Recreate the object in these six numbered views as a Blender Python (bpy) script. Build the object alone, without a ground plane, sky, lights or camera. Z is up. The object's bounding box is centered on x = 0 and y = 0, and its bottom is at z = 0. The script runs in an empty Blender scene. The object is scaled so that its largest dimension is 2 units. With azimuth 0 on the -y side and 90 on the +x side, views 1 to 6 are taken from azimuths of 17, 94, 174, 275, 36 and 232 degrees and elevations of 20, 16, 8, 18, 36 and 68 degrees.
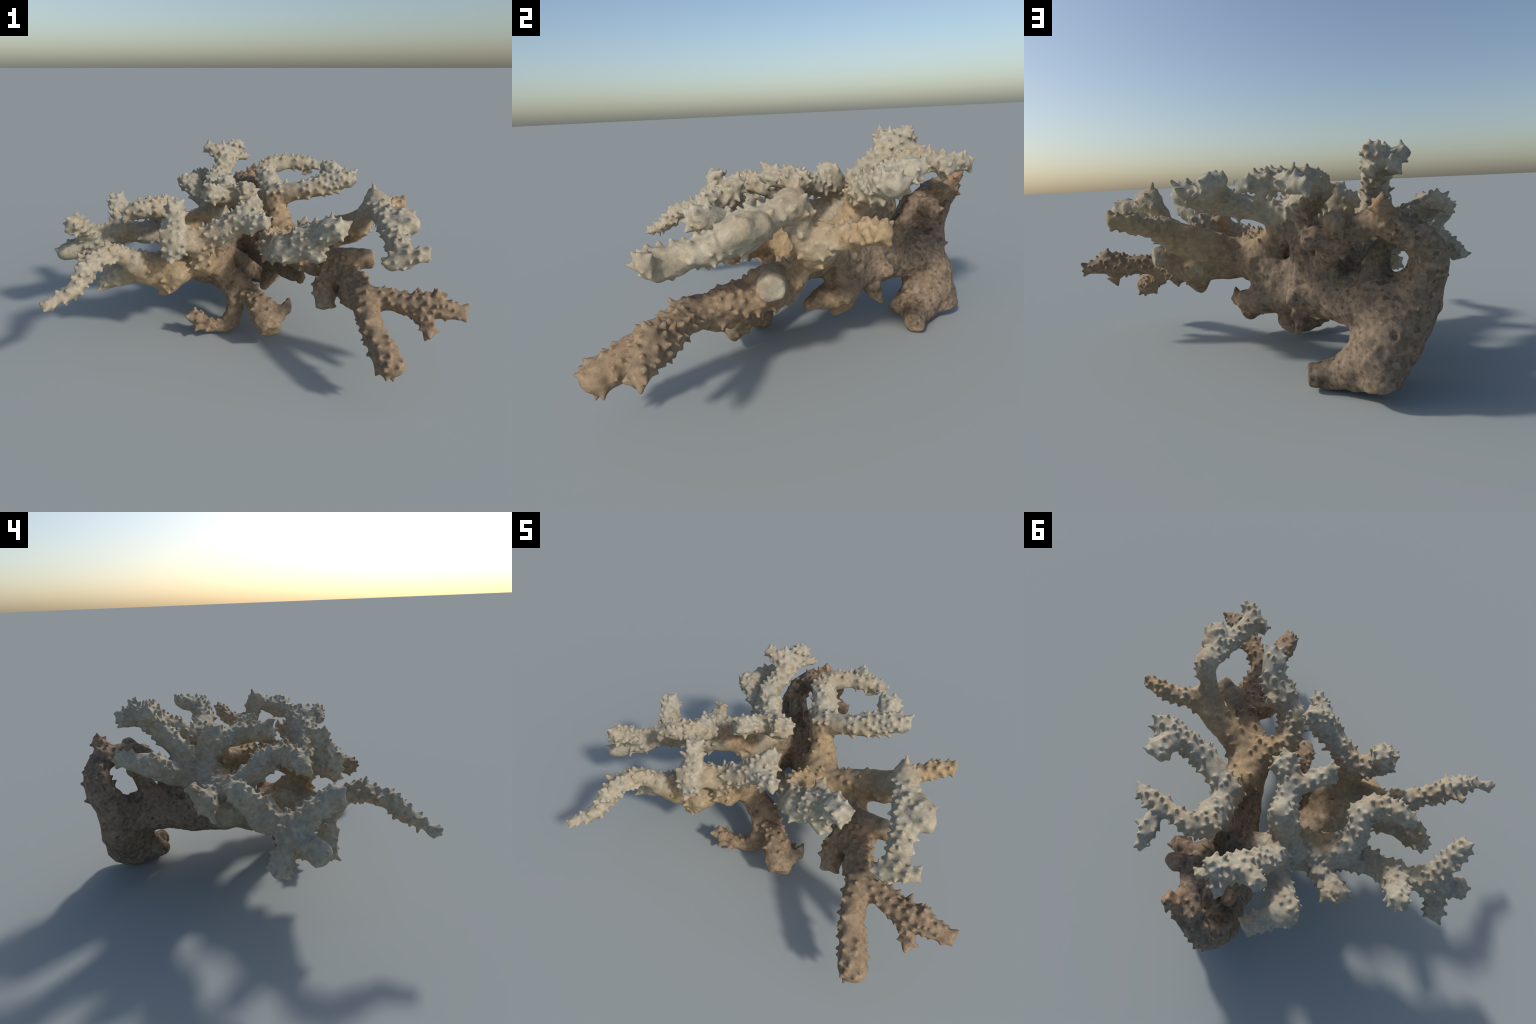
"""Piece of dead branching coral: a thick foot and a forking, spiny crown.

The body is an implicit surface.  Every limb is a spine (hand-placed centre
points with radii, smoothed by a spline); limbs are blended with broad fillets,
covered with small conical spines, and the whole is meshed once so that no seam
shows.  The mesh is then split by limb into named parts.
"""
import bpy, math, random
import numpy as np
from mathutils import Vector

random.seed(7)
rng = np.random.default_rng(7)
H = 0.0052                       # grid step of the mesher (m)
LO = np.array([-1.06, -0.93, -0.05])
HI = np.array([1.06, 0.95, 1.00])
DIM = np.ceil((HI - LO) / H).astype(int) + 1

# ----------------------------------------------------------------- limbs
# name, part kind, spine density (0..1), flat-ended tip, blend width,
# points (x, y, z, radius) from root to tip
LIMBS = [
 # ---- foot, trunk and the ring on top of the trunk
 ("trunk", 0, 0, .05, [(-.268,.72,.08,.075),(-.295,.675,.18,.095),(-.375,.65,.29,.105),(-.415,.65,.37,.10)]),
 ("trunk", 0, 1, .05, [(-.055,.545,.055,.048),(-.14,.58,.07,.062),(-.23,.63,.12,.09),(-.31,.66,.22,.11)]),
 ("trunk", 0, 0, .05, [(-.25,.62,.15,.08),(-.23,.54,.085,.06),(-.205,.47,.065,.045)]),
 ("trunk", 0, 0, .04, [(-.15,.56,.045,.045),(-.23,.62,.05,.06),(-.29,.69,.07,.06)]),
 ("trunk_ring", .08, 0, .04, [(-.40,.65,.36,.10),(-.43,.68,.44,.082),(-.425,.715,.52,.068),(-.365,.73,.59,.062),(-.29,.725,.64,.052),(-.262,.75,.675,.043),(-.25,.775,.708,.032)]),
 ("trunk_ring", .05, 0, .04, [(-.31,.71,.62,.054),(-.24,.645,.615,.054),(-.16,.58,.57,.056),(-.13,.50,.485,.052),(-.13,.44,.42,.05)]),
 ("trunk_ring", .05, 0, .035, [(-.15,.57,.565,.048),(-.08,.59,.575,.046),(-.02,.60,.575,.045)]),
 ("trunk_ring", 0, 0, .03, [(-.18,.60,.59,.048),(-.13,.645,.625,.042),(-.10,.668,.648,.034)]),
 ("trunk_ring", 0, 0, .035, [(-.30,.48,.40,.055),(-.315,.53,.49,.042),(-.35,.55,.545,.040),(-.392,.56,.575,.036)]),
 # ---- main body running from the trunk to the middle of the crown
 ("body", 0, 0, .06, [(-.28,.58,.31,.105),(-.17,.43,.325,.10),(-.05,.29,.36,.10),(.05,.19,.405,.10),(.14,.09,.45,.09)]),
 ("body", 0, 0, .06, [(-.32,.57,.33,.105),(-.30,.45,.33,.098),(-.285,.28,.305,.094),(-.285,.12,.315,.095),(-.30,-.03,.33,.092),(-.285,-.16,.36,.08)]),
 ("body", 0, 0, .05, [(-.29,.16,.34,.08),(-.36,.14,.43,.065),(-.42,.11,.48,.06)]),
 ("body", 0, 0, .05, [(-.10,.34,.31,.08),(-.02,.27,.295,.08),(.07,.23,.285,.07),(.15,.215,.272,.055),(.212,.21,.262,.043)]),
 ("body", 0, 0, .04, [(.08,.20,.28,.06),(.17,.12,.265,.048),(.225,.065,.255,.033)]),
 ("body", 0, 0, .05, [(-.25,-.03,.30,.075),(-.18,-.05,.275,.065),(-.10,-.07,.255,.058)]),
 ("body", 0, 0, .05, [(-.26,.10,.32,.075),(-.17,.11,.315,.062),(-.10,.12,.30,.05)]),
 ("body", 0, 0, .03, [(-.18,-.06,.33,.06),(-.125,-.035,.42,.03)]),
 ("body", 0, 0, .02, [(-.02,.40,.32,.05),(.024,.43,.318,.022)]),
 ("body", 0, 0, .02, [(-.03,.36,.23,.045),(-.02,.395,.165,.02)]),
 ("body", 0, 0, .02, [(0,.24,.2,.05),(-.03,.18,.12,.025)]),
 ("body", 0, 0, .06, [(-.30,.25,.36,.085),(-.32,.23,.44,.075),(-.335,.22,.51,.07)]),
 ("body", 0, 0, .06, [(-.33,.23,.47,.072),(-.26,.30,.46,.075),(-.18,.37,.41,.08),(-.13,.40,.35,.08)]),
 # ---- upright column with the highest point (back)
 ("branch_top", 1, 0, .045, [(-.33,.25,.53,.072),(-.36,.32,.66,.06),(-.335,.42,.765,.056),(-.335,.48,.825,.055),(-.30,.53,.855,.045),(-.268,.532,.882,.025)]),
 ("branch_top", .6, 1, .03, [(-.335,.46,.80,.05),(-.40,.45,.84,.045),(-.458,.44,.866,.034)]),
 ("branch_top", .6, 0, .025, [(-.32,.51,.82,.045),(-.35,.56,.81,.035),(-.382,.583,.807,.022)]),
 ("branch_top", .5, 0, .02, [(-.30,.53,.82,.04),(-.28,.57,.80,.025),(-.262,.605,.789,.015)]),
 # ---- limb above the trunk, pointing back-left
 ("branch_back", .9, 0, .045, [(-.35,.26,.52,.07),(-.43,.34,.575,.063),(-.52,.39,.63,.063),(-.575,.405,.65,.055),(-.60,.40,.685,.04)]),
 ("branch_back", .5, 0, .035, [(-.54,.39,.65,.055),(-.545,.47,.66,.048),(-.53,.54,.675,.042),(-.523,.58,.678,.035)]),
 # ---- middle branch with a bare knob
 ("branch_middle", .1, 0, .05, [(-.34,.22,.52,.072),(-.30,.20,.62,.062),(-.245,.19,.70,.058),(-.235,.185,.735,.05)]),
 ("branch_middle", 1, 0, .04, [(-.27,.19,.65,.06),(-.20,.12,.67,.06),(-.125,.05,.68,.06),(-.075,.03,.71,.056),(-.05,.0,.745,.036)]),
 ("branch_middle", 1, 0, .03, [(-.11,.05,.69,.055),(-.075,.045,.70,.05),(-.045,.04,.73,.03)]),
 ("branch_middle", 1, 0, .03, [(-.17,.07,.68,.055),(-.19,.0,.69,.05),(-.22,-.07,.705,.05),(-.235,-.105,.72,.042)]),
 ("branch_middle", .6, 0, .02, [(-.225,-.08,.72,.035),(-.215,-.11,.775,.018)]),
 # ---- short spur
 ("branch_spur", .6, 0, .045, [(-.38,.14,.48,.07),(-.50,.16,.49,.055),(-.60,.17,.49,.052),(-.635,.165,.485,.045)]),
 ("branch_spur", .5, 0, .025, [(-.60,.17,.51,.045),(-.605,.215,.545,.03),(-.60,.225,.575,.016)]),
 ("branch_spur", .3, 0, .03, [(-.62,.165,.50,.045),(-.65,.14,.46,.03),(-.67,.125,.425,.018)]),
 # ---- long left limb
 ("branch_left", .25, 0, .06, [(-.33,.22,.49,.078),(-.44,.08,.485,.075),(-.58,-.03,.475,.068),(-.70,-.08,.48,.062),(-.765,-.10,.495,.055)]),
 ("branch_left", .7, 0, .045, [(-.73,-.09,.49,.06),(-.78,-.04,.57,.056),(-.80,0,.625,.048),(-.81,.022,.655,.036)]),
 ("branch_left", .7, 0, .045, [(-.74,-.10,.485,.058),(-.815,-.20,.475,.055),(-.82,-.30,.545,.052),(-.81,-.37,.59,.052),(-.815,-.41,.60,.043)]),
 ("branch_left", .6, 0, .04, [(-.80,-.20,.47,.055),(-.87,-.26,.445,.055),(-.925,-.31,.42,.055),(-.96,-.335,.40,.042)]),
 ("branch_left", .3, 1, .04, [(-.83,-.21,.46,.05),(-.90,-.19,.42,.05),(-.942,-.175,.375,.05),(-.95,-.168,.345,.045)]),
 # ---- arching branch over the left limb
 ("branch_arch", .5, 0, .045, [(-.47,.06,.50,.066),(-.50,.01,.555,.058),(-.49,-.05,.60,.062),(-.43,-.11,.638,.056),(-.45,-.18,.655,.054),(-.53,-.24,.655,.05),(-.60,-.275,.635,.035)]),
 # ---- front left: stem, drooping arm, keel and stub
 ("branch_front", 0, 0, .055, [(-.20,-.09,.35,.07),(-.22,-.165,.39,.064),(-.275,-.22,.385,.058),(-.355,-.28,.37,.06),(-.46,-.34,.40,.056),(-.51,-.42,.455,.05)]),
 ("branch_front", .2, 0, .05, [(-.32,-.30,.37,.065),(-.37,-.31,.31,.06),(-.395,-.315,.255,.035)]),
 ("branch_front", .3, 0, .05, [(-.30,-.10,.35,.078),(-.39,-.19,.38,.068),(-.50,-.28,.375,.064),(-.62,-.335,.335,.058),(-.705,-.37,.295,.046)]),
 ("branch_front", .1, 0, .05, [(-.40,-.30,.37,.058),(-.54,-.35,.385,.052),(-.64,-.365,.35,.05)]),
 ("branch_front", .9, 0, .045, [(-.45,-.34,.40,.058),(-.50,-.42,.47,.05),(-.54,-.495,.515,.053),(-.575,-.60,.50,.05),(-.59,-.67,.45,.047),(-.61,-.74,.41,.04),(-.675,-.805,.375,.026)]),
 ("branch_front", .3, 0, .02, [(-.57,-.60,.5,.04),(-.62,-.58,.51,.025),(-.66,-.57,.52,.013)]),
 ("branch_front", 0, 1, .04, [(-.215,-.18,.42,.06),(-.21,-.22,.40,.054),(-.205,-.255,.38,.046)]),
 # ---- front spiny branch and upright finger
 ("branch_front_fork", .9, 0, .05, [(-.19,-.23,.42,.07),(-.20,-.25,.50,.062),(-.15,-.265,.56,.058),(-.07,-.262,.60,.06),(.0,-.24,.655,.062),(.04,-.215,.705,.05),(.068,-.202,.742,.035)]),
 ("branch_front_fork", .8, 0, .03, [(0,-.25,.65,.055),(.07,-.285,.66,.05),(.138,-.321,.672,.03)]),
 ("branch_front_fork", .8, 0, .045, [(-.19,-.25,.51,.06),(-.26,-.32,.55,.058),(-.28,-.39,.58,.068),(-.285,-.36,.65,.05),(-.287,-.34,.70,.042),(-.29,-.335,.735,.032)]),
 ("branch_front_fork", .5, 0, .03, [(-.28,-.385,.57,.06),(-.283,-.41,.52,.045),(-.283,-.42,.485,.02)]),
 # ---- legs beneath the middle
 ("leg", 0, 0, .05, [(-.13,-.065,.265,.06),(-.085,-.09,.245,.056),(-.08,-.12,.18,.055),(-.095,-.138,.10,.056),(-.118,-.148,.055,.05),(-.16,-.178,.047,.042)]),
 ("leg", .3, 0, .035, [(-.14,-.165,.052,.044),(-.20,-.205,.06,.04),(-.245,-.235,.10,.042),(-.285,-.25,.13,.035)]),
 ("leg", .5, 1, .045, [(-.08,-.08,.25,.06),(.0,-.115,.215,.058),(.08,-.19,.185,.07),(.12,-.24,.15,.07),(.14,-.27,.12,.06)]),
 ("leg", .2, 0, .035, [(.12,-.22,.17,.06),(.19,-.20,.205,.04),(.225,-.183,.235,.033)]),
 # ---- right-hand limb (warm coloured plateau)
 ("branch_right", .05, 0, .055, [(.12,.11,.44,.085),(.21,.09,.47,.08),(.33,.10,.51,.078),(.44,.115,.55,.07),(.52,.10,.60,.055)]),
 ("branch_right", .05, 0, .055, [(.14,.05,.43,.075),(.25,.0,.40,.068),(.36,-.03,.385,.064),(.44,-.06,.385,.06)]),
 ("branch_right", .8, 0, .045, [(.46,.10,.545,.065),(.52,.16,.59,.05),(.60,.24,.625,.044),(.70,.302,.654,.034)]),
 ("branch_right_upper", .9, 0, .045, [(.49,.085,.56,.062),(.525,.05,.64,.052),(.57,.035,.715,.052),(.61,-.05,.68,.056),(.655,-.14,.635,.055),(.69,-.24,.61,.05),(.715,-.33,.59,.05),(.73,-.38,.585,.045)]),
 ("branch_right_upper", .3, 0, .03, [(.57,.03,.71,.05),(.583,.045,.745,.042)]),
 ("branch_right_upper", .7, 0, .03, [(.66,-.11,.65,.055),(.70,-.115,.665,.054),(.748,-.14,.67,.046)]),
 ("branch_right_upper", .6, 1, .03, [(.68,-.06,.68,.042),(.715,-.11,.675,.05),(.74,-.165,.65,.045)]),
 ("branch_right_upper", .6, 0, .03, [(.72,-.36,.59,.045),(.77,-.37,.605,.042),(.82,-.365,.615,.032)]),
 ("branch_right_upper", .6, 0, .03, [(.72,-.36,.59,.045),(.685,-.38,.57,.036),(.657,-.388,.558,.028)]),
 # ---- lower brown arm
 ("branch_lower", .6, 0, .05, [(.37,.01,.41,.066),(.43,-.07,.39,.066),(.505,-.175,.385,.062),(.565,-.28,.375,.058),(.60,-.375,.335,.056),(.652,-.485,.28,.055),(.70,-.56,.235,.062),(.735,-.605,.208,.06)]),
 ("branch_lower", .9, 0, .04, [(.58,-.31,.37,.06),(.66,-.32,.38,.058),(.76,-.34,.38,.055),(.86,-.35,.385,.05),(.92,-.353,.38,.043),(.985,-.355,.372,.036)]),
 ("branch_lower", .4, 0, .03, [(.81,-.36,.37,.05),(.845,-.40,.315,.035),(.857,-.416,.28,.028)]),
 ("branch_lower", .5, 0, .025, [(.84,-.35,.39,.045),(.865,-.35,.43,.03),(.875,-.35,.455,.017)]),
 ("branch_lower", .2, 1, .04, [(.42,-.06,.42,.065),(.39,-.13,.36,.062),(.385,-.19,.32,.06),(.395,-.235,.265,.048)]),
 ("branch_lower", 0, 1, .035, [(.46,-.05,.44,.06),(.53,-.045,.45,.055),(.575,-.04,.45,.05)]),
 ("branch_lower", .2, 0, .035, [(.51,-.20,.39,.055),(.50,-.23,.33,.045),(.50,-.24,.29,.03)]),
 # ---- inner right branch reaching forward
 ("branch_inner", .8, 0, .05, [(.14,.04,.46,.075),(.09,-.06,.495,.068),(.13,-.15,.495,.072),(.22,-.21,.525,.078),(.34,-.21,.595,.07),(.42,-.265,.645,.064),(.465,-.305,.672,.05)]),
 ("branch_inner", .5, 0, .035, [(.28,-.22,.57,.065),(.33,-.25,.53,.05),(.37,-.268,.497,.026)]),
 ("branch_inner", .4, 0, .025, [(.27,-.19,.57,.05),(.262,-.13,.615,.03),(.262,-.113,.635,.018)]),
 # ---- upper right limb with two arms
 ("branch_upper", .1, 0, .055, [(.10,.13,.43,.085),(.045,.24,.53,.066),(-.01,.31,.61,.064),(-.055,.39,.68,.062),(-.09,.45,.725,.056)]),
 ("body", 0, 0, .055, [(-.08,.34,.40,.08),(-.07,.37,.52,.064),(-.08,.42,.62,.055)]),
 ("branch_upper", .9, 0, .045, [(.02,.30,.64,.068),(.15,.29,.68,.06),(.26,.32,.71,.058),(.36,.355,.735,.058),(.425,.375,.745,.048)]),
 ("branch_upper", .4, 0, .025, [(.30,.36,.74,.05),(.305,.43,.77,.04),(.303,.49,.792,.022)]),
 ("branch_upper", .3, 0, .025, [(.30,.41,.76,.04),(.26,.45,.785,.032),(.235,.455,.80,.02)]),
 ("branch_upper", .8, 0, .04, [(-.055,.40,.69,.06),(-.10,.465,.735,.06),(-.08,.51,.765,.053),(.0,.545,.777,.043),(.06,.563,.78,.04),(.12,.58,.778,.036),(.188,.608,.764,.028)]),
 ("branch_upper", .5, 0, .03, [(.06,.56,.78,.038),(.03,.64,.77,.036),(-.005,.70,.76,.033),(-.028,.73,.754,.024)]),
 ("branch_upper", .1, 0, .025, [(.10,.58,.775,.033),(.112,.59,.735,.02),(.114,.59,.705,.015)]),
]

# ----------------------------------------------------------------- splines
def smooth_spine(pts, step=0.018):
    """Catmull-Rom through the centre points, radii interpolated alongside."""
    P = np.array(pts, float)
    if len(P) == 2:
        n = max(2, int(np.linalg.norm(P[1, :3] - P[0, :3]) / step) + 1)
        t = np.linspace(0, 1, n)[:, None]
        return P[0] * (1 - t) + P[1] * t
    E = np.vstack([2 * P[0] - P[1], P, 2 * P[-1] - P[-2]])
    out = []
    for i in range(1, len(E) - 2):
        a, b, c, d = E[i - 1], E[i], E[i + 1], E[i + 2]
        n = max(2, int(np.linalg.norm(c[:3] - b[:3]) / step))
        for t in np.arange(n) / n:
            out.append(.5 * (2 * b + (c - a) * t + (2 * a - 5 * b + 4 * c - d) * t * t
                             + (3 * b - a - 3 * c + d) * t ** 3))
    out.append(P[-1])
    return np.array(out)

def axis(k, i0, i1):
    return (LO[k] + H * np.arange(i0, i1)).astype(np.float32)

def box(lo, hi):
    i0 = np.clip(np.floor((lo - LO) / H).astype(int), 0, DIM)
    i1 = np.clip(np.ceil((hi - LO) / H).astype(int) + 1, 0, DIM)
    return i0, i1

def cone_distance(X, Y, Z, a, b, ra, rb):
    """Distance to a segment whose radius runs from ra to rb."""
    d = b - a
    L2 = max(float(d @ d), 1e-9)
    t = ((X - a[0]) * d[0] + (Y - a[1]) * d[1] + (Z - a[2]) * d[2]) / L2
    t = np.clip(t, 0, 1)
    q = (X - a[0] - t * d[0]) ** 2 + (Y - a[1] - t * d[1]) ** 2 + (Z - a[2] - t * d[2]) ** 2
    return np.sqrt(q) - (ra + (rb - ra) * t)

def smin(a, b, k):
    h = np.maximum(k - np.abs(a - b), 0) / k
    return np.minimum(a, b) - h * h * k * .25

BIG = np.float32(.25)
field = np.full(DIM, BIG, np.float32)
nearest = np.full(DIM, BIG, np.float32)
label = np.full(DIM, 255, np.uint8)
PARTS = []
for name, *_ in LIMBS:
    if name not in PARTS:
        PARTS.append(name)

spines = []
for name, dens, flat, blend, pts in LIMBS:
    pts = [tuple(p) for p in pts]
    if not flat:                                 # the last point is the very tip
        a, b = np.array(pts[-2]), np.array(pts[-1])
        d = b[:3] - a[:3]
        L = np.linalg.norm(d)
        b[:3] -= d / L * min(.7 * b[3], .6 * L)
        pts[-1] = tuple(b)
    S = smooth_spine(pts)
    S[:, 3] *= .97 - .08 * dens
    spines.append(S)
    C, R = S[:, :3], S[:, 3]
    m = .075
    lo = (C - R[:, None]).min(0) - m
    hi = (C + R[:, None]).max(0) + m
    i0, i1 = box(lo, hi)
    D = np.full(i1 - i0, BIG, np.float32)
    for j in range(len(S) - 1):
        rr = max(R[j], R[j + 1]) + m
        s0, s1 = box(np.minimum(C[j], C[j + 1]) - rr, np.maximum(C[j], C[j + 1]) + rr)
        s0, s1 = np.maximum(s0, i0), np.minimum(s1, i1)
        X = axis(0, s0[0], s1[0])[:, None, None]
        Y = axis(1, s0[1], s1[1])[None, :, None]
        Z = axis(2, s0[2], s1[2])[None, None, :]
        sl = tuple(slice(a - o, b - o) for a, b, o in zip(s0, s1, i0))
        D[sl] = np.minimum(D[sl], cone_distance(X, Y, Z, C[j], C[j + 1], R[j], R[j + 1]))
    if flat:                                     # broken, flat-ended tip
        tip = C[-1] if pts[-1][2] < pts[0][2] or True else C[0]
        n = C[-1] - C[-3]
        if name == "trunk":
            tip, n = C[0], C[0] - C[2]
            r0 = R[0]
        else:
            r0 = R[-1]
        n = n / np.linalg.norm(n)
        X = axis(0, i0[0], i1[0])[:, None, None]
        Y = axis(1, i0[1], i1[1])[None, :, None]
        Z = axis(2, i0[2], i1[2])[None, None, :]
        plane = (X - tip[0]) * n[0] + (Y - tip[1]) * n[1] + (Z - tip[2]) * n[2] - .25 * r0
        near = ((X - tip[0]) ** 2 + (Y - tip[1]) ** 2 + (Z - tip[2]) ** 2) < (3 * r0) ** 2
        D = np.where(near, -smin(-D, -plane.astype(np.float32), .012), D)
    sl = tuple(slice(a, b) for a, b in zip(i0, i1))
    field[sl] = smin(field[sl], D, np.float32(blend))
    w = D < nearest[sl]
    nearest[sl] = np.where(w, D, nearest[sl])
    label[sl] = np.where(w, PARTS.index(name), label[sl])

# the foot stands flat on the ground
sole = np.maximum(.004, .33 * (axis(1, 0, DIM[1]) - .59))
field[:] = np.maximum(field, sole[None, :, None] - axis(2, 0, DIM[2])[None, None, :])

# ------------------------------------------------ low relief: lumps and dents
def value_noise(P, cell, seed):
    """Smooth lattice noise at points P (n,3), range about -1..1."""
    q = P / cell
    f = np.floor(q).astype(np.int64)
    t = q - f
    t = t * t * (3 - 2 * t)
    tot = np.zeros(len(P))
    for dx in (0, 1):
        for dy in (0, 1):
            for dz in (0, 1):
                h = ((f[:, 0] + dx) * 73856093) ^ ((f[:, 1] + dy) * 19349663) ^ ((f[:, 2] + dz) * 83492791) ^ (seed * 2654435761)
                h = (h ^ (h >> 13)) * 1274126177
                v = ((h ^ (h >> 16)) & 0xFFFF) / 32767.5 - 1
                wx = t[:, 0] if dx else 1 - t[:, 0]
                wy = t[:, 1] if dy else 1 - t[:, 1]
                wz = t[:, 2] if dz else 1 - t[:, 2]
                tot += v * wx * wy * wz
    return tot

band = np.argwhere(np.abs(field) < .03)
P = LO + H * band
n = .009 * value_noise(P, .075, 1) + .005 * value_noise(P, .032, 2) + .0015 * value_noise(P, .014, 3)
pits = np.maximum(0, value_noise(P, .042, 9) - .38) * .028   # sparse pits on the old parts
old = np.isin(label[tuple(band.T)], [PARTS.index(k) for k in ("trunk", "trunk_ring", "body", "leg")])
field[tuple(band.T)] += (n + .003 + pits * old).astype(np.float32)

def sample(p):
    i = np.clip(np.round((p - LO) / H).astype(int), 0, DIM - 1)
    return field[tuple(i.T)]

# ----------------------------------------------------------------- spines
base_field = field.copy()
def base_at(p):
    i = np.clip(np.round((p - LO) / H).astype(int), 0, DIM - 1)
    return float(base_field[tuple(i)])

spike_mark = np.zeros(DIM, bool)
placed = []
cellmap = {}
def too_close(p, d):
    c = tuple(np.floor(p / .03).astype(int))
    for ax in (-1, 0, 1):
        for ay in (-1, 0, 1):
            for az in (-1, 0, 1):
                for q in cellmap.get((c[0] + ax, c[1] + ay, c[2] + az), ()):
                    if (q - p) @ (q - p) < d * d:
                        return True
    return False

for (name, dens, flat, blend, pts), S in zip(LIMBS, spines):
    if dens <= 0:
        continue
    C, R = S[:, :3], S[:, 3]
    seg = np.linalg.norm(np.diff(C, axis=0), axis=1)
    area = (seg * R[:-1]).sum() * 2 * math.pi
    tries = int(area * 6500 * dens) + 6
    cum = np.concatenate([[0], np.cumsum(seg)])
    for _ in range(tries):
        u = rng.random() * (cum[-1] + R[-1] * .8)
        endcap = u > cum[-1]
        uu = min(u, cum[-1] - 1e-6)
        j = min(np.searchsorted(cum, uu, side="right") - 1, len(seg) - 1)
        f = (uu - cum[j]) / max(seg[j], 1e-9)
        c = C[j] + (C[j + 1] - C[j]) * f
        r = R[j] + (R[j + 1] - R[j]) * f
        T = (C[min(j + 2, len(C) - 1)] - C[max(j - 1, 0)])
        T = T / np.linalg.norm(T)
        v = rng.normal(size=3)
        v -= T * (v @ T)
        v /= np.linalg.norm(v)
        if v[2] < -.3 and rng.random() < .9 * (-v[2]) ** .5:   # undersides are barer
            continue
        if endcap:
            v = v + T * rng.uniform(.4, 1.2)
            v /= np.linalg.norm(v)
        if flat and endcap:
            continue
        along = uu / cum[-1]
        patchy = .62 + 1.0 * float(value_noise(c[None, :] + v * r, .11, 5)[0])
        if rng.random() > patchy * (.2 + .8 * min(1, along / .55)):
            continue
        # walk out to the blended surface
        p = c + v * r
        d0 = base_at(p)
        if d0 < -.02:
            continue
        p = p - v * d0
        gap = rng.uniform(.020, .033)
        if too_close(p, gap):
            continue
        cellmap.setdefault(tuple(np.floor(p / .03).astype(int)), []).append(p)
        big = rng.random()
        vary = 1 + .45 * float(value_noise(p[None, :], .07, 6)[0])
        L = vary * rng.uniform(.008, .017) + (.014 if big > .94 else 0)
        lean = T * rng.uniform(.05, .6) + np.array([0, 0, rng.uniform(0, .4)])
        dirn = v + lean
        dirn /= np.linalg.norm(dirn)
        tip = p + dirn * L
        if base_at(tip + dirn * .01) < .006:
            continue
        rb = vary * rng.uniform(.0105, .0145)
        rt = rng.uniform(.0045, .0075)
        if rng.random() < .4:                    # blunt knob instead of a thorn
            rt, L = rng.uniform(.007, .0095), L * .8
            tip = p + dirn * L
        placed.append((p - dirn * .008, tip, rb, rt))

for (name, dens, flat, blend, pts), S in zip(LIMBS, spines):   # nubs that fork the tips
    if dens < .5 or flat:
        continue
    T = S[-1, :3] - S[-3, :3]
    T /= np.linalg.norm(T)
    for _ in range(int(rng.integers(2, 4))):
        v = rng.normal(size=3)
        v -= T * (v @ T)
        v /= np.linalg.norm(v)
        d = v * rng.uniform(.5, 1.0) + T * rng.uniform(.3, .9)
        d /= np.linalg.norm(d)
        r = S[-1, 3]
        c = S[-1, :3] - T * r * rng.uniform(0, .6)
        placed.append((c, c + d * (r + rng.uniform(.008, .02)), .6 * r + .004, rng.uniform(.006, .009)))

for a, b, ra, rb in placed:
    m = .03
    s0, s1 = box(np.minimum(a, b) - m, np.maximum(a, b) + m)
    X = axis(0, s0[0], s1[0])[:, None, None]
    Y = axis(1, s0[1], s1[1])[None, :, None]
    Z = axis(2, s0[2], s1[2])[None, None, :]
    D = cone_distance(X, Y, Z, a, b, ra, rb)
    sl = tuple(slice(p, q) for p, q in zip(s0, s1))
    field[sl] = smin(field[sl], D, np.float32(.012))

# ----------------------------------------------------------------- meshing
def surface_net(F):
    """Naive surface nets: one vertex per sign-changing cell, one quad per edge."""
    neg = F < 0
    act = np.zeros(np.array(F.shape) - 1, bool)
    n8 = np.zeros(act.shape, np.uint8)
    for dx in (0, 1):
        for dy in (0, 1):
            for dz in (0, 1):
                n8 += neg[dx:dx + act.shape[0], dy:dy + act.shape[1], dz:dz + act.shape[2]]
    cells = np.argwhere((n8 > 0) & (n8 < 8))
    index = np.full(act.shape, -1, np.int32)
    index[tuple(cells.T)] = np.arange(len(cells))
    acc = np.zeros((len(cells), 3))
    cnt = np.zeros(len(cells))
    corners = [(0, 0, 0), (1, 0, 0), (0, 1, 0), (1, 1, 0), (0, 0, 1), (1, 0, 1), (0, 1, 1), (1, 1, 1)]
    val = {c: F[cells[:, 0] + c[0], cells[:, 1] + c[1], cells[:, 2] + c[2]] for c in corners}
    for a in corners:
        for k in range(3):
            if a[k]:
                continue
            b = tuple(a[i] + (i == k) for i in range(3))
            va, vb = val[a], val[b]
            hit = (va < 0) != (vb < 0)
            t = np.where(hit, va / np.where(hit, va - vb, 1), 0)
            for i in range(3):
                acc[:, i] += np.where(hit, a[i] + (t if i == k else 0), 0)
            cnt += hit
    V = LO + H * (cells + acc / cnt[:, None])
    quads = []
    for k in range(3):
        i, j = [(1, 2), (2, 0), (0, 1)][k]
        s0 = [slice(None)] * 3
        s1 = [slice(None)] * 3
        s0[k], s1[k] = slice(0, -1), slice(1, None)
        A, B = neg[tuple(s0)], neg[tuple(s1)]
        E = np.argwhere(A != B)
        ok = (E[:, i] > 0) & (E[:, j] > 0)
        E = E[ok]
        ei, ej = np.zeros(3, int), np.zeros(3, int)
        ei[i], ej[j] = 1, 1
        q = np.stack([index[tuple((E - ei - ej).T)], index[tuple((E - ej).T)],
                      index[tuple(E.T)], index[tuple((E - ei).T)]], 1)
        inside = A[tuple(E.T)]
        q[~inside] = q[~inside][:, ::-1]
        quads.append(q)
    return V, np.concatenate(quads)

V, Q = surface_net(field)

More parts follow.
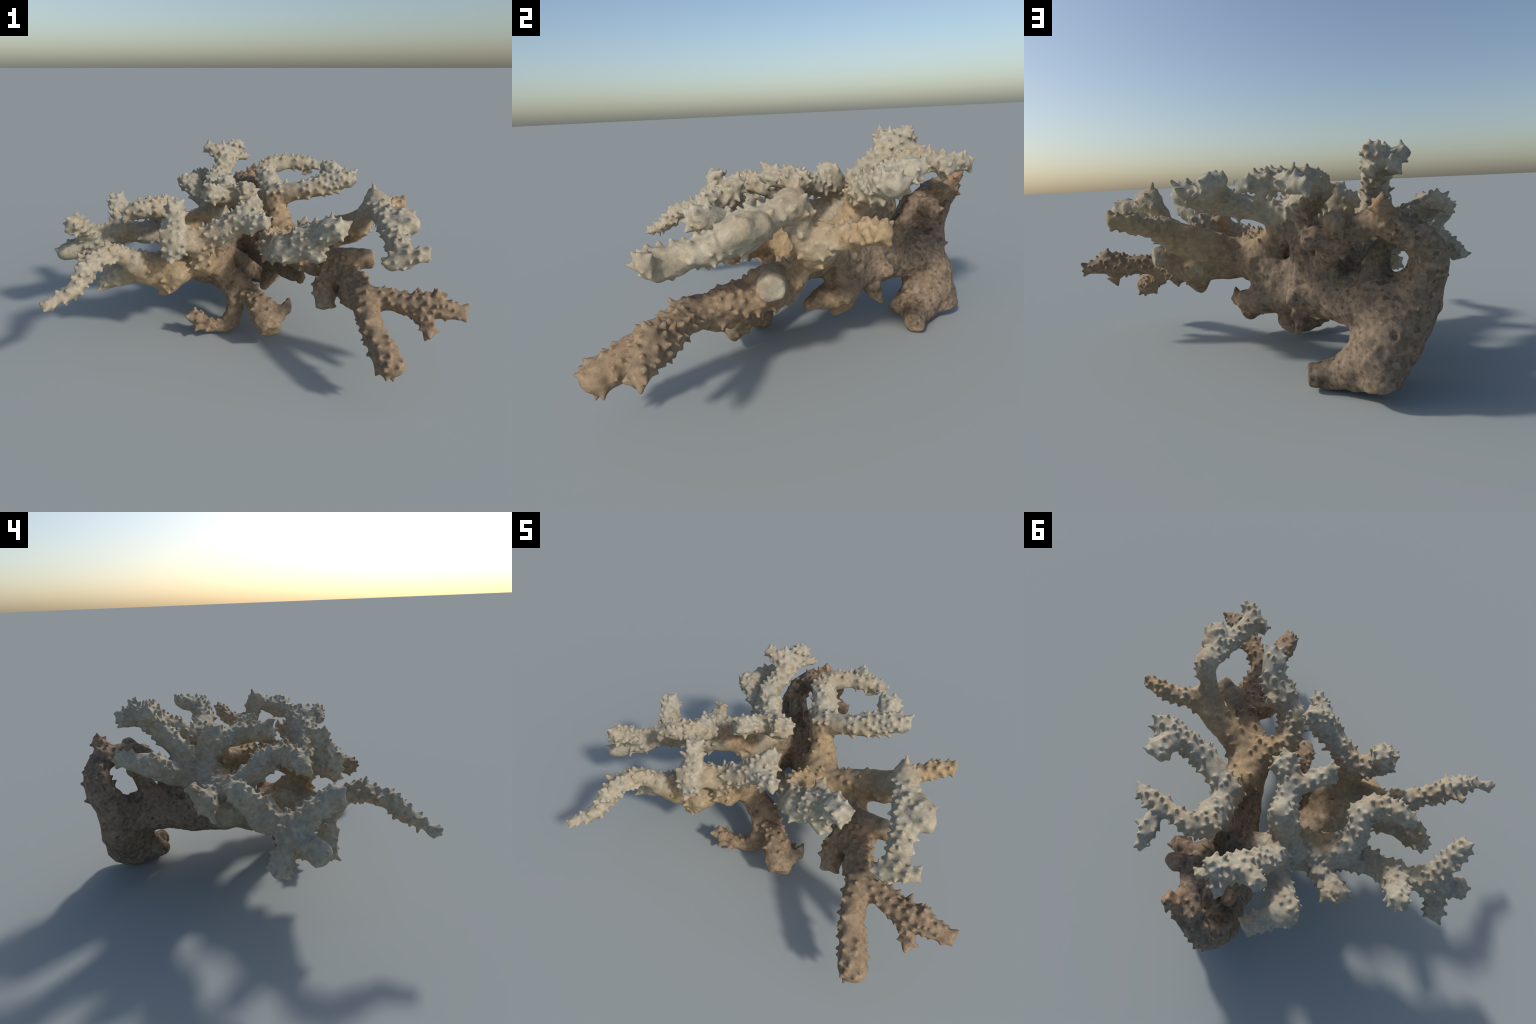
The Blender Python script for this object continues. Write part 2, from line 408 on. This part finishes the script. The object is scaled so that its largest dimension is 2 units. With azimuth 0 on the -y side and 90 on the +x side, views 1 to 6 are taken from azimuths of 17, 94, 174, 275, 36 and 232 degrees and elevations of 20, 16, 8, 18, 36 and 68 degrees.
def keep_largest(V, Q):
    parent = np.arange(len(V))
    edges = np.concatenate([Q[:, [0, 1]], Q[:, [1, 2]], Q[:, [2, 3]]])
    while True:
        m = np.minimum(parent[edges[:, 0]], parent[edges[:, 1]])
        old = parent.copy()
        np.minimum.at(parent, edges[:, 0], m)
        np.minimum.at(parent, edges[:, 1], m)
        parent = parent[parent]
        if (parent == old).all():
            break
    ids, counts = np.unique(parent, return_counts=True)
    main = ids[counts.argmax()]
    Q = Q[parent[Q[:, 0]] == main]
    used = np.unique(Q)
    remap = np.full(len(V), -1)
    remap[used] = np.arange(len(used))
    return V[used], remap[Q]
V, Q = keep_largest(V, Q)

# one light smoothing pass takes the grid steps out of the surface
def relax(V, Q, amount):
    s = np.zeros_like(V)
    c = np.zeros(len(V))
    for a, b in ((0, 1), (1, 2), (2, 3), (3, 0)):
        for p, q in ((a, b), (b, a)):
            for k in range(3):
                s[:, k] += np.bincount(Q[:, p], V[Q[:, q], k], len(V))
            c += np.bincount(Q[:, p], minlength=len(V))
    return V + (s / c[:, None] - V) * amount
V = relax(V, Q, .5)
V = relax(V, Q, .3)
V += np.array([.002, .005, -.004])              # centre on the axes
V[:, 2] = np.maximum(V[:, 2], 0)
print("extents", V.min(0), V.max(0), "quads", len(Q), "spines", len(placed))

# smooth normals of the whole body, shared by all of its parts
tri_n = np.cross(V[Q[:, 2]] - V[Q[:, 0]], V[Q[:, 3]] - V[Q[:, 1]])
N = np.zeros_like(V)
for c in range(4):
    for k in range(3):
        N[:, k] += np.bincount(Q[:, c], tri_n[:, k], len(V))
N /= np.linalg.norm(N, axis=1)[:, None] + 1e-12

# ----------------------------------------------------------------- material
def build_material(name, earthy):
    mat = bpy.data.materials.new(name)
    mat.use_nodes = True
    nt = mat.node_tree
    nt.nodes.clear()
    new, link = nt.nodes.new, nt.links.new
    out = new("ShaderNodeOutputMaterial")
    bsdf = new("ShaderNodeBsdfPrincipled")
    link(bsdf.outputs[0], out.inputs[0])
    bsdf.inputs["Roughness"].default_value = .85
    bsdf.inputs["Specular IOR Level"].default_value = .2
    tc = new("ShaderNodeTexCoord")
    co = tc.outputs["Object"]

    def math_node(op, a, b=None, clamp=False):
        nd = new("ShaderNodeMath")
        nd.operation = op
        nd.use_clamp = clamp
        for i, v in enumerate((a, b)):
            if v is None:
                continue
            if isinstance(v, (int, float)):
                nd.inputs[i].default_value = v
            else:
                link(v, nd.inputs[i])
        return nd.outputs[0]

    def noise(scale, detail=2, rough=.5):
        nd = new("ShaderNodeTexNoise")
        nd.inputs["Scale"].default_value = scale
        nd.inputs["Detail"].default_value = detail
        nd.inputs["Roughness"].default_value = rough
        link(co, nd.inputs["Vector"])
        return nd.outputs["Fac"]

    def cells(scale, rot, randomness=.55):
        mp = new("ShaderNodeMapping")
        mp.inputs["Rotation"].default_value = rot
        link(co, mp.inputs["Vector"])
        vo = new("ShaderNodeTexVoronoi")
        vo.distance = "CHEBYCHEV"
        vo.inputs["Scale"].default_value = scale
        vo.inputs["Randomness"].default_value = randomness
        link(mp.outputs[0], vo.inputs["Vector"])
        sep = new("ShaderNodeSeparateColor")
        link(vo.outputs["Color"], sep.inputs[0])
        return sep.outputs

    wobble = math_node("MULTIPLY", math_node("SUBTRACT", noise(6, 3), .5), .22)

    def patch(centre, r0, r1):
        """1 inside r0 of a point, 0 beyond r1, with a ragged edge."""
        vd = new("ShaderNodeVectorMath")
        vd.operation = "DISTANCE"
        link(co, vd.inputs[0])
        vd.inputs[1].default_value = centre
        mr = new("ShaderNodeMapRange")
        mr.interpolation_type = "SMOOTHSTEP"
        link(math_node("ADD", vd.outputs["Value"], wobble), mr.inputs["Value"])
        mr.inputs["From Min"].default_value = r0
        mr.inputs["From Max"].default_value = r1
        mr.inputs["To Min"].default_value = 1
        mr.inputs["To Max"].default_value = 0
        return mr.outputs["Result"]

    def union(masks):
        m = masks[0]
        for x in masks[1:]:
            m = math_node("MAXIMUM", m, x)
        return m

    def ramp(v, lo, hi):
        mr = new("ShaderNodeMapRange")
        mr.interpolation_type = "SMOOTHSTEP"
        link(v, mr.inputs["Value"])
        mr.inputs["From Min"].default_value = lo
        mr.inputs["From Max"].default_value = hi
        return mr.outputs["Result"]

    def mix(fac, a, b, kind="MIX"):
        nd = new("ShaderNodeMix")
        nd.data_type = "RGBA"
        nd.blend_type = kind
        if isinstance(fac, (int, float)):
            nd.inputs[0].default_value = fac
        else:
            link(fac, nd.inputs[0])
        for i, v in ((6, a), (7, b)):
            if isinstance(v, tuple):
                nd.inputs[i].default_value = (*v, 1)
            else:
                link(v, nd.inputs[i])
        return nd.outputs[2]

    PALE, CREAM = (.395, .36, .28), (.375, .312, .218)
    TAN, BROWN = (.37, .265, .15), (.27, .195, .125)
    ROCK, RUST = (.235, .175, .122), (.31, .205, .125)

    pale = mix(ramp(noise(7, 4, .6), .35, .7), PALE, CREAM)
    tan_mask = union([patch((.15, .09, .50), .14, .34), patch((.06, .24, .54), .05, .20),
                      patch((.42, .11, .55), .08, .24), patch((.66, .28, .64), .10, .26),
                      patch((-.20, -.18, .38), .12, .26), patch((-.38, -.30, .30), .08, .22),
                      patch((-.48, -.36, .36), .02, .16), patch((-.36, .08, .52), .02, .14)])
    stain = math_node("MULTIPLY", ramp(noise(3.2, 4, .6), .48, .72), .5)     # drifting tan stains on the crown
    col = mix(math_node("MAXIMUM", math_node("MULTIPLY", tan_mask, .92), stain), pale, TAN)
    if earthy:
        brown_mask = union([patch((.52, -.20, .38), .12, .24), patch((.60, -.37, .33), .14, .24),
                            patch((.70, -.53, .24), .18, .28), patch((.78, -.34, .37), .14, .24),
                            patch((.93, -.35, .37), .16, .26), patch((.42, -.10, .36), .12, .24),
                            patch((-.05, -.18, .14), .24, .36), patch((.14, .16, .26), .18, .34),
                            patch((-.20, -.02, .29), .12, .26)])
        col = mix(brown_mask, col, BROWN)
        rock_mask = union([patch((-.30, .68, .18), .32, .48), patch((-.26, .48, .33), .16, .27),
                           patch((-.28, .30, .30), .14, .25), patch((-.06, .36, .35), .17, .29),
                           patch((-.28, .72, .52), .18, .30), patch((-.06, .58, .52), .13, .22)])
        col = mix(rock_mask, col, ROCK)
        rust_mask = union([patch((-.25, .77, .70), .04, .13), patch((-.10, .67, .65), .02, .10),
                           patch((-.39, .56, .57), .02, .09)])
        col = mix(math_node("MULTIPLY", rust_mask, .85), col, RUST)

    # block-wise mottling: faint on the pale crown, strong on the old trunk
    ca, cb = cells(74, (.5, .3, .9), .25), cells(50, (1.1, -.4, .2), .3)
    step = math_node("ADD", math_node("MULTIPLY", ca[0], .6), math_node("MULTIPLY", cb[1], .4))
    if earthy:
        strength = math_node("ADD", math_node("MULTIPLY", union([rock_mask, math_node("MULTIPLY", brown_mask, .5)]), .24), .24)
    else:
        strength = .26
    gain = math_node("ADD", math_node("MULTIPLY", math_node("SUBTRACT", step, .5), math_node("MULTIPLY", strength, 1.6)), 1.0)
    grain = math_node("ADD", math_node("MULTIPLY", math_node("SUBTRACT", noise(22, 4, .6), .5), .45), 1.0)
    gain = math_node("MULTIPLY", gain, grain)
    g = new("ShaderNodeCombineColor")
    for i in range(3):
        link(gain, g.inputs[i])
    col = mix(1.0, col, g.outputs[0], "MULTIPLY")
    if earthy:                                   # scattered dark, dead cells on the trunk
        dark = math_node("MULTIPLY", math_node("GREATER_THAN", ca[2], .91), rock_mask)
        col = mix(math_node("MULTIPLY", dark, .5), col, (.06, .05, .04))
    link(col, bsdf.inputs["Base Color"])

    bump = new("ShaderNodeBump")
    bump.inputs["Strength"].default_value = .35
    bump.inputs["Distance"].default_value = .006
    link(noise(120, 5, .6), bump.inputs["Height"])
    link(bump.outputs[0], bsdf.inputs["Normal"])
    return mat

MAT_CROWN = build_material("coral_pale", False)
MAT_EARTHY = build_material("coral_earthy", True)
PALE_ONLY = ("branch_right_upper", "branch_inner", "branch_front_fork", "branch_arch")

# ----------------------------------------------------------------- parts
root = bpy.data.objects.new("branching_coral", None)
bpy.context.scene.collection.objects.link(root)
root["label"] = "spiny branching dead coral, pale crown on brown trunk"
root["category"] = "coral"

KIND = {"trunk": "trunk", "trunk_ring": "trunk_stub", "body": "stem", "leg": "root_stub"}
centres = V[Q].mean(1)
ci = np.clip(np.round((centres - LO) / H).astype(int), 0, DIM - 1)
face_part = label[tuple(ci.T)]
face_part[face_part == 255] = 0
for k, key in enumerate(PARTS):
    q = Q[face_part == k]
    if not len(q):
        continue
    used = np.unique(q)
    remap = np.full(len(V), -1)
    remap[used] = np.arange(len(used))
    kind = KIND.get(key, "branch")
    me = bpy.data.meshes.new(kind)
    me.from_pydata(V[used].tolist(), [], remap[q].tolist())
    me.polygons.foreach_set("use_smooth", np.ones(len(q), bool))
    me.normals_split_custom_set_from_vertices(N[used].tolist())
    me.materials.append(MAT_CROWN if key in PALE_ONLY else MAT_EARTHY)
    ob = bpy.data.objects.new(kind, me)
    bpy.context.scene.collection.objects.link(ob)
    ob.parent = root
